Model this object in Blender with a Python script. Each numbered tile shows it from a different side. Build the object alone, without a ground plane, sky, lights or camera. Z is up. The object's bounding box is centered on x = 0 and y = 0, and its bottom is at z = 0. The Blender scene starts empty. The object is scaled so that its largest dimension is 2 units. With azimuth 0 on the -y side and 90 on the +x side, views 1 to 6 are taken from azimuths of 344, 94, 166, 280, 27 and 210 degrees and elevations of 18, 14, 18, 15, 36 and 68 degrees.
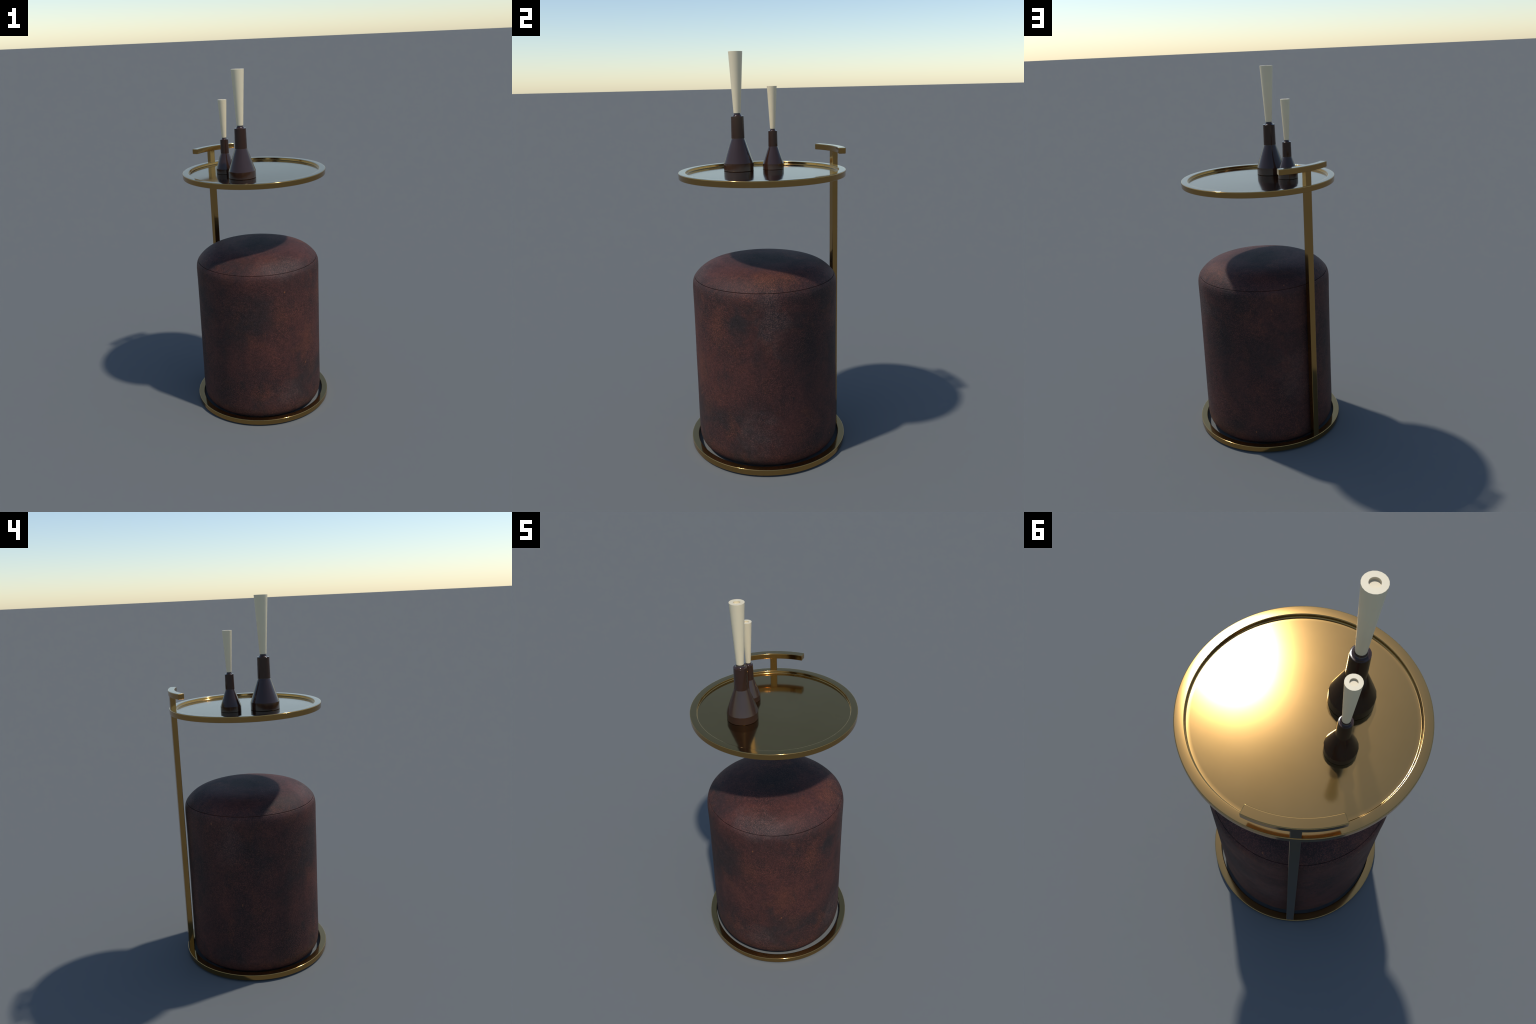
"""Round leather pouf under a brass C-shaped side table that carries two candle holders."""
import bpy, bmesh, math, random
from mathutils import Vector, noise

random.seed(7)
TAU = math.tau

# ------------------------------------------------------------------ sizes (metres)
RIM_OUT, RIM_IN = 0.4080, 0.3735          # both brass hoops: floor ring and tray rim
RING_Z = (0.0060, 0.0360)                 # floor ring
TRAY_Z = (1.4068, 1.4370)                 # tray rim
PLATE_Z = (1.4074, 1.4225)                # tray plate
HANDLE_Z = (1.5073, 1.5363)
HANDLE_ARC = (math.radians(-2.0), math.radians(-46.3))   # measured from +y towards +x
POST_ANGLE, POST_RHO = math.radians(-25.3), 0.3914
POST_W, POST_D = 0.0356, 0.0290


# ------------------------------------------------------------------ helpers
def link(obj, parent=None):
    bpy.context.scene.collection.objects.link(obj)
    if parent is not None:
        obj.parent = parent
    return obj


def empty(name, loc, label, category):
    e = bpy.data.objects.new(name, None)
    e.empty_display_size = 0.1
    e.location = loc
    e["label"], e["category"] = label, category
    return link(e)


def rounded(points, closed=False, steps=5, soft=0.0):
    """Polyline of (r, z, fillet) -> list of (r, z, nr, nz), normals to the right of travel.
    fillet > 0 rounds that corner with an arc; None takes the mean direction (curved run).
    soft lets the arc's shading bleed a little onto the neighbouring flats, as polished edges do."""
    n, out = len(points), []
    for i, (x, y, f) in enumerate(points):
        p = Vector((x, y))
        a = Vector(points[i - 1][:2]) if (closed or i > 0) else None
        b = Vector(points[(i + 1) % n][:2]) if (closed or i < n - 1) else None
        if a is None or b is None:
            d = (b - p) if a is None else (p - a)
            d.normalize()
            out.append((x, y, d.y, -d.x))
            continue
        d0, d1 = (p - a).normalized(), (b - p).normalized()
        if f is None:
            d = (d0 + d1).normalized()
            out.append((x, y, d.y, -d.x))
            continue
        turn = d0.angle_signed(d1)           # >0 clockwise
        t = min(f * math.tan(abs(turn) / 2), (p - a).length * 0.49, (b - p).length * 0.49)
        p0, p1 = p - d0 * t, p + d1 * t
        for k in range(steps + 1):
            s = k / steps
            q = p0 * (1 - s) ** 2 + p * 2 * s * (1 - s) + p1 * s * s
            w = soft + (1 - 2 * soft) * s
            d = (d0 * (1 - w) + d1 * w).normalized()
            out.append((q.x, q.y, d.y, -d.x))
    return out


def lathe(name, profile, segs, mat, parent=None, closed=False, start=0.0, jitter=None):
    """Turn a profile round z. Normals come from the profile, so flats stay flat."""
    verts, norms, faces = [], [], []
    ringn = len(profile)
    for (r, z, nr, nz) in profile:
        for k in range(segs):
            a = start + TAU * k / segs
            c, s = math.cos(a), math.sin(a)
            dr = jitter(c, s, r, z) if jitter else 0.0
            verts.append(((r + dr) * c, (r + dr) * s, z))
            norms.append(Vector((nr * c, nr * s, nz)).normalized())
    for i in range(ringn if closed else ringn - 1):
        j = (i + 1) % ringn
        for k in range(segs):
            k1 = (k + 1) % segs
            faces.append((i * segs + k, i * segs + k1, j * segs + k1, j * segs + k))
    if not closed:
        if profile[0][0] > 1e-5:
            faces.append(tuple(reversed(range(segs))))
        if profile[-1][0] > 1e-5:
            faces.append(tuple((ringn - 1) * segs + k for k in range(segs)))
    me = bpy.data.meshes.new(name)
    me.from_pydata(verts, [], faces)
    me.update()
    me.polygons.foreach_set("use_smooth", [True] * len(me.polygons))
    if jitter is None:
        me.normals_split_custom_set_from_vertices(norms)
    me.materials.append(mat)
    ob = bpy.data.objects.new(name, me)
    return link(ob, parent)


def sharp_solid(name, verts, faces, mat, parent, bevel, flat=True):
    """Hard-edged solid whose edges are rounded by a Bevel modifier."""
    me = bpy.data.meshes.new(name)
    me.from_pydata(verts, [], faces)
    bm = bmesh.new()
    bm.from_mesh(me)
    bmesh.ops.recalc_face_normals(bm, faces=bm.faces)
    bm.to_mesh(me)
    bm.free()
    me.polygons.foreach_set("use_smooth", [True] * len(me.polygons))
    me.materials.append(mat)
    ob = link(bpy.data.objects.new(name, me), parent)
    m = ob.modifiers.new("edge_rounding", "BEVEL")
    m.width, m.segments, m.limit_method, m.angle_limit = bevel, 4, "ANGLE", math.radians(40)
    m.harden_normals = flat
    return ob


# ------------------------------------------------------------------ materials
class Nodes:
    def __init__(self, name):
        self.mat = bpy.data.materials.new(name)
        self.mat.use_nodes = True
        self.t = self.mat.node_tree
        self.bsdf = self.t.nodes["Principled BSDF"]

    def add(self, kind, **kw):
        n = self.t.nodes.new(kind)
        for k, v in kw.items():
            setattr(n, k, v)
        return n

    def wire(self, a, b):
        self.t.links.new(a, b)

    def coords(self):
        return self.add("ShaderNodeTexCoord").outputs["Object"]

    def noise(self, vec, scale, detail=4, rough=0.55, dist=0.0):
        n = self.add("ShaderNodeTexNoise")
        self.wire(vec, n.inputs["Vector"])
        n.inputs["Scale"].default_value = scale
        n.inputs["Detail"].default_value = detail
        n.inputs["Roughness"].default_value = rough
        n.inputs["Distortion"].default_value = dist
        return n.outputs["Fac"]

    def ramp(self, fac, stops, interp="LINEAR"):
        n = self.add("ShaderNodeValToRGB")
        n.color_ramp.interpolation = interp
        el = n.color_ramp.elements
        while len(el) < len(stops):
            el.new(0.5)
        for e, (p, c) in zip(el, stops):
            e.position = p
            e.color = (*c, 1) if not isinstance(c, (int, float)) else (c, c, c, 1)
        self.wire(fac, n.inputs["Fac"])
        return n.outputs["Color"]

    def mix(self, fac, a, b, mode="MIX"):
        n = self.add("ShaderNodeMix", data_type="RGBA", blend_type=mode)
        for sock, v in ((n.inputs[0], fac), (n.inputs[6], a), (n.inputs[7], b)):
            if isinstance(v, bpy.types.NodeSocket):
                self.wire(v, sock)
            elif isinstance(v, (int, float)):
                sock.default_value = v
            else:
                sock.default_value = (*v, 1)
        return n.outputs[2]

    def math(self, op, a, b=0.0):
        n = self.add("ShaderNodeMath", operation=op)
        for sock, v in ((n.inputs[0], a), (n.inputs[1], b)):
            if isinstance(v, bpy.types.NodeSocket):
                self.wire(v, sock)
            else:
                sock.default_value = v
        return n.outputs[0]

    def shift(self, vec, off, scale=(1, 1, 1)):
        n = self.add("ShaderNodeMapping")
        self.wire(vec, n.inputs["Vector"])
        n.inputs["Location"].default_value = off
        n.inputs["Scale"].default_value = scale
        return n.outputs["Vector"]


def brass_material():
    g = Nodes("polished_brass")
    b, co = g.bsdf, g.coords()
    tone = g.noise(co, 6.0, 3)
    col = g.ramp(tone, [(0.3, (0.425, 0.258, 0.088)), (0.7, (0.445, 0.272, 0.096))])
    g.wire(col, b.inputs["Base Color"])
    b.inputs["Metallic"].default_value = 1.0
    b.inputs["Roughness"].default_value = 0.105
    return g.mat


def leather_material():
    g = Nodes("worn_brown_leather")
    b, co = g.bsdf, g.coords()
    # large cloudy patches of tanning
    cloud = g.noise(g.shift(co, (3.1, 1.7, 0.4)), 4.0, 7, 0.62, 0.5)
    base = g.ramp(cloud, [(0.34, (0.036, 0.0185, 0.0165)), (0.46, (0.057, 0.0208, 0.0172)),
                          (0.56, (0.073, 0.0238, 0.0186)), (0.72, (0.096, 0.0296, 0.0208))])
    rust = g.ramp(g.noise(g.shift(co, (-2.0, 5.0, 1.0), (1, 1, 0.8)), 9.0, 5, 0.62, 0.6), [(0.55, 0.0), (0.72, 0.5)])
    # worn places: (centre, reach) of rusty rubs, dark stains and scuffed grey grain
    blur = g.noise(g.shift(co, (5.0, 1.0, 3.0)), 14.0, 5, 0.65, 0.6)

    def patch(centre, reach, size):
        n = g.add("ShaderNodeVectorMath", operation="DISTANCE")
        g.wire(g.shift(co, tuple(-c / r for c, r in zip(centre, reach)), tuple(1 / r for r in reach)), n.inputs[0])
        edge = g.math("ADD", n.outputs["Value"], g.math("MULTIPLY", g.math("SUBTRACT", blur, 0.5), 2.4))
        return g.ramp(edge, [(0.25, size), (1.0, 0.0)])

    def union(parts):
        total = parts[0]
        for q in parts[1:]:
            total = g.math("MAXIMUM", total, q)
        return total

    rubbed = union([patch((0.19, -0.31, 0.45), (0.09, 0.09, 0.13), 0.45), patch((0.28, 0.05, 0.945), (0.12, 0.13, 0.06), 0.75),
                    patch((0.30, -0.20, 0.72), (0.07, 0.07, 0.14), 0.45), patch((0.02, -0.36, 0.66), (0.08, 0.08, 0.12), 0.35),
                    patch((0.23, -0.28, 0.30), (0.06, 0.06, 0.09), 0.28)])
    stained = union([patch((0.35, -0.09, 0.77), (0.10, 0.11, 0.11), 1.0), patch((-0.10, -0.35, 0.70), (0.10, 0.10, 0.14), 0.7),
                     patch((-0.36, -0.10, 0.68), (0.10, 0.10, 0.14), 0.7), patch((0.0, 0.0, 0.99), (0.17, 0.14, 0.12), 0.6),
                     patch((0.10, 0.35, 0.55), (0.12, 0.12, 0.16), 0.6), patch((-0.20, 0.32, 0.75), (0.10, 0.10, 0.12), 0.5)])
    scuffed = union([patch((0.36, 0.06, 0.78), (0.11, 0.10, 0.17), 1.0), patch((0.36, -0.02, 0.20), (0.08, 0.12, 0.14), 0.8),
                     patch((0.05, -0.30, 0.93), (0.15, 0.12, 0.07), 0.8), patch((-0.36, 0.05, 0.76), (0.10, 0.10, 0.13), 0.6),
                     patch((0.06, -0.36, 0.16), (0.14, 0.10, 0.10), 0.7), patch((-0.06, 0.36, 0.42), (0.13, 0.10, 0.2), 0.6)])
    rust = g.math("MAXIMUM", rust, rubbed)
    col = g.mix(g.math("MULTIPLY", rust, 0.8), base, (0.136, 0.0410, 0.0208))
    dark = g.ramp(g.noise(g.shift(co, (7.0, -3.0, 2.0)), 6.5, 5, 0.6, 0.5), [(0.56, 0.0), (0.72, 0.7)])
    dark = g.math("MAXIMUM", dark, stained)
    col = g.mix(g.math("MULTIPLY", scuffed, 0.55), col, (0.098, 0.058, 0.050))
    col = g.mix(g.math("MULTIPLY", dark, 0.85), col, (0.021, 0.0160, 0.0158))
    # pebbled grain, stronger in some patches
    grainmask = g.ramp(g.noise(g.shift(co, (1.0, 9.0, -4.0)), 4.4, 4, 0.55), [(0.40, 0.42), (0.64, 0.9)])
    grainmask = g.math("MAXIMUM", grainmask, scuffed)
    fine = g.noise(co, 240.0, 2, 0.6)
    pebble = g.add("ShaderNodeTexVoronoi", feature="F1")
    warp = g.add("ShaderNodeVectorMath", operation="ADD")
    nz = g.add("ShaderNodeTexNoise")
    nz.inputs["Scale"].default_value = 60.0
    g.wire(co, nz.inputs["Vector"])
    sc = g.add("ShaderNodeVectorMath", operation="SCALE")
    g.wire(nz.outputs["Color"], sc.inputs[0])
    sc.inputs["Scale"].default_value = 0.004
    g.wire(co, warp.inputs[0])
    g.wire(sc.outputs["Vector"], warp.inputs[1])
    g.wire(warp.outputs["Vector"], pebble.inputs["Vector"])
    pebble.inputs["Scale"].default_value = 205.0
    grain = g.math("ADD", g.math("MULTIPLY", pebble.outputs["Distance"], -0.8), fine)
    speck = g.ramp(grain, [(0.05, 0.0), (0.32, 1.0)])
    pit = g.mix(g.math("MULTIPLY", grainmask, 0.9), (1, 1, 1), g.mix(speck, (0.36, 0.46, 0.52), (1.58, 1.55, 1.52)))
    col = g.mix(1.0, col, pit, "MULTIPLY")
    # fine mottling everywhere
    mott = g.ramp(g.noise(co, 70.0, 3, 0.7), [(0.3, 0.72), (0.7, 1.25)])
    col = g.mix(1.0, col, mott, "MULTIPLY")
    # short nicks: dark cuts and pale rusty scratches
    for off, sc3, lim, tint in (((4, 2, 8), (24, 24, 12), 0.030, (0.010, 0.010, 0.011)),
                                ((9, 6, 1), (20, 20, 9), 0.020, (0.21, 0.075, 0.030))):
        nick = g.add("ShaderNodeTexVoronoi", feature="F1")
        nick.inputs["Scale"].default_value = 0.55
        nick.inputs["Randomness"].default_value = 1.0
        wob = g.add("ShaderNodeVectorMath", operation="ADD")
        wn = g.add("ShaderNodeTexNoise")
        wn.inputs["Scale"].default_value = 45.0
        g.wire(co, wn.inputs["Vector"])
        ws = g.add("ShaderNodeVectorMath", operation="SCALE")
        g.wire(wn.outputs["Color"], ws.inputs[0])
        ws.inputs["Scale"].default_value = 0.014
        g.wire(co, wob.inputs[0])
        g.wire(ws.outputs["Vector"], wob.inputs[1])
        g.wire(g.shift(wob.outputs["Vector"], off, sc3), nick.inputs["Vector"])
        m = g.ramp(nick.outputs["Distance"], [(lim, 0.85), (lim * 2.4, 0.0)])
        col = g.mix(m, col, tint)
    g.wire(col, b.inputs["Base Color"])
    rough = g.ramp(cloud, [(0.35, 0.72), (0.65, 0.62)])
    g.wire(rough, b.inputs["Roughness"])
    b.inputs["Specular IOR Level"].default_value = 0.3
    height = g.math("MULTIPLY", grain, grainmask)
    bump = g.add("ShaderNodeBump")
    bump.inputs["Strength"].default_value = 0.4
    bump.inputs["Distance"].default_value = 0.004
    g.wire(height, bump.inputs["Height"])
    g.wire(bump.outputs["Normal"], b.inputs["Normal"])
    return g.mat


def ceramic_material():
    g = Nodes("dark_glazed_ceramic")
    b, co = g.bsdf, g.coords()
    col = g.ramp(g.noise(co, 20.0, 3), [(0.3, (0.0320, 0.0148, 0.0095)), (0.7, (0.0355, 0.0165, 0.0108))])
    g.wire(col, b.inputs["Base Color"])
    b.inputs["Roughness"].default_value = 0.14
    return g.mat


def wax_material():
    g = Nodes("ivory_wax")
    b, co = g.bsdf, g.coords()
    col = g.ramp(g.noise(co, 12.0, 3), [(0.3, (0.715, 0.605, 0.405)), (0.7, (0.72, 0.62, 0.415))])
    g.wire(col, b.inputs["Base Color"])
    b.inputs["Roughness"].default_value = 0.42
    b.inputs["Specular IOR Level"].default_value = 0.5
    return g.mat


def rubber_material():
    g = Nodes("black_rubber")
    b, co = g.bsdf, g.coords()
    g.wire(g.ramp(g.noise(co, 90.0, 2), [(0.3, 0.010), (0.7, 0.016)]), b.inputs["Base Color"])
    b.inputs["Roughness"].default_value = 0.8
    return g.mat


BRASS, LEATHER, CERAMIC, WAX, RUBBER = (brass_material(), leather_material(), ceramic_material(),
                                        wax_material(), rubber_material())

# ------------------------------------------------------------------ side table
table = empty("side_table", (0, 0, 0), "polished brass round side table with hoop base and handle", "side table")


def hoop(name, z, bevel, parent):
    z0, z1 = z
    prof = rounded([(RIM_IN, z0, bevel), (RIM_OUT, z0, bevel), (RIM_OUT, z1, bevel), (RIM_IN, z1, bevel)], closed=True, soft=0.02)
    return lathe(name, prof, 144, BRASS, parent, closed=True)


hoop("base_ring", RING_Z, 0.0034, table)
hoop("tray_rim", TRAY_Z, 0.0034, table)

plate_r = RIM_IN + 0.002              # dished plate: its edge curves up against the inside of the rim
plate = [(0.0, PLATE_Z[0], None), (plate_r, PLATE_Z[0], 0.001), (plate_r, 1.4300, 0.0002),
         (RIM_IN - 0.0004, 1.4300, 0.0002), (RIM_IN - 0.0004, PLATE_Z[1], 0.0055), (RIM_IN - 0.016, PLATE_Z[1], None), (0.0, PLATE_Z[1], None)]
lathe("tray_plate", rounded(plate, soft=0.04), 144, BRASS, table)

u = Vector((math.sin(POST_ANGLE), math.cos(POST_ANGLE)))
t = Vector((u.y, -u.x))
corners = [u * (POST_RHO + i * POST_D / 2) + t * (j * POST_W / 2) for i, j in ((-1, -1), (-1, 1), (1, 1), (1, -1))]
zs = (RING_Z[1] - 0.004, HANDLE_Z[0] + 0.004)
verts = [(c.x, c.y, z) for z in zs for c in corners]
box_faces = [(0, 1, 2, 3), (4, 5, 6, 7), (0, 1, 5, 4), (1, 2, 6, 5), (2, 3, 7, 6), (3, 0, 4, 7)]
sharp_solid("post", verts, box_faces, BRASS, table, 0.0026)

N = 40
verts, faces = [], []
for k in range(N + 1):
    a = HANDLE_ARC[0] + (HANDLE_ARC[1] - HANDLE_ARC[0]) * k / N
    for r, z in ((RIM_IN, HANDLE_Z[0]), (RIM_OUT + 0.0005, HANDLE_Z[0]), (RIM_OUT + 0.0005, HANDLE_Z[1]), (RIM_IN, HANDLE_Z[1])):
        verts.append((r * math.sin(a), r * math.cos(a), z))
for k in range(N):
    for j in range(4):
        j1 = (j + 1) % 4
        faces.append((k * 4 + j, k * 4 + j1, k * 4 + 4 + j1, k * 4 + 4 + j))
faces += [(0, 1, 2, 3), (N * 4, N * 4 + 1, N * 4 + 2, N * 4 + 3)]
sharp_solid("handle", verts, faces, BRASS, table, 0.0030)

# low pads that keep the ring off the floor
pad = lathe("glide_pad", rounded([(0.0, 0.0, None), (0.009, 0.0, 0.001), (0.009, 0.0075, 0.001), (0.0, 0.0075, None)]), 20, RUBBER, table)
for k in range(6):
    ob = pad if k == 0 else link(pad.copy(), table)
    a = POST_ANGLE + TAU * k / 6
    ob.location = (POST_RHO * math.sin(a), POST_RHO * math.cos(a), 0.0)

# ------------------------------------------------------------------ pouf
pouf = empty("pouf", (-0.0022, -0.0010, 0), "round brown worn leather pouf with domed top", "ottoman")


def sag(c, s, r, z):
    """Soft hand-stuffed unevenness of the leather."""
    w = noise.noise(Vector((c * 1.6, s * 1.6, z * 2.2))) * 0.0016
    return w + noise.noise(Vector((c * 7 + 5, s * 7, z * 9))) * 0.0005


def smooth_profile(points, steps=8):
    """Catmull-Rom through (r, z) control points, returned as a curved run."""
    p = [Vector(q) for q in points]
    p = [p[0] * 2 - p[1]] + p + [p[-1] * 2 - p[-2]]
    out = []
    for i in range(1, len(p) - 2):
        for k in range(steps):
            s = k / steps
            q = 0.5 * ((2 * p[i]) + (p[i + 1] - p[i - 1]) * s + (2 * p[i - 1] - 5 * p[i] + 4 * p[i + 1] - p[i + 2]) * s * s
                       + (3 * p[i] - p[i - 1] - 3 * p[i + 1] + p[i + 2]) * s ** 3)
            out.append((q.x, q.y, None))
    out.append((p[-2].x, p[-2].y, None))
    return out


side = smooth_profile([(0.312, 0.0130), (0.330, 0.0155), (0.3450, 0.0240), (0.3568, 0.0410), (0.3630, 0.068), (0.3648, 0.11),
                       (0.3645, 0.30), (0.3638, 0.55), (0.3638, 0.76), (0.3645, 0.835), (0.3644, 0.868), (0.3622, 0.889),
                       (0.3588, 0.9000), (0.3554, 0.9076), (0.3534, 0.9096), (0.3512, 0.9088), (0.3480, 0.9030)])
lathe("side_cover", rounded([(0.0, 0.0130, None), (0.295, 0.0130, None)] + side), 192, LEATHER, pouf, jitter=sag)

SEAT_R, SEAT_Z, SEAT_H = 0.3518, 0.9126, 0.0808
dome = [(0.3470, 0.9030, None), (0.3495, 0.9082, None), (0.3512, 0.9110, None)]
for k in range(49):
    q = 1 - (k / 48) ** 1.6
    dome.append((SEAT_R * q, SEAT_Z + SEAT_H * (1 - 0.28 * q ** 2 - 0.72 * q ** 7), None))
lathe("seat_cushion", rounded([(0.0, 0.9030, None)] + dome), 192, LEATHER, pouf, jitter=sag)
lathe("base_board", rounded([(0.0, 0.0, None), (0.290, 0.0, 0.001), (0.290, 0.0145, 0.001), (0.0, 0.0145, None)]), 96, RUBBER, pouf)

# ------------------------------------------------------------------ candle holders (same pattern, two sizes)
BASE = PLATE_Z[1]
holder_profile = rounded([
    (0.0, 0.0004, None), (0.0750, 0.0004, 0.0012), (0.0764, 0.0018, 0.0012), (0.0758, 0.0398, 0.0006),
    (0.0335, 0.1602, 0.0060), (0.0319, 0.2688, 0.0006), (0.0308, 0.2698, 0.0008),
    (0.0270, 0.2700, None), (0.0232, 0.2706, None), (0.0205, 0.2725, None), (0.0187, 0.2760, None),
    (0.0170, 0.2800, None), (0.0163, 0.2840, None), (0.0160, 0.2900, None), (0.0, 0.2900, None)], steps=3)
candle_profile = rounded([
    (0.0, 0.2842, None), (0.0180, 0.2842, 0.0012), (0.0350, 0.5775, 0.0006), (0.0160, 0.5775, 0.0005),
    (0.0160, 0.5680, 0.0005), (0.0, 0.5680, None)], steps=3)


def candle_holder(loc, scale, body=None, wax=None):
    e = empty("candle_holder", loc, "dark glazed flask-shaped holder with tapered ivory candle", "candle holder")
    e.scale = (scale,) * 3
    if body is None:
        body = lathe("holder_body", holder_profile, 20, CERAMIC, e)
        wax = lathe("candle", candle_profile, 20, WAX, e)
        return body, wax
    link(body.copy(), e)
    link(wax.copy(), e)


body, wax = candle_holder((-0.1042, -0.1259, BASE), 1.0)
candle_holder((-0.1543, 0.0458, BASE), 0.7115, body, wax)
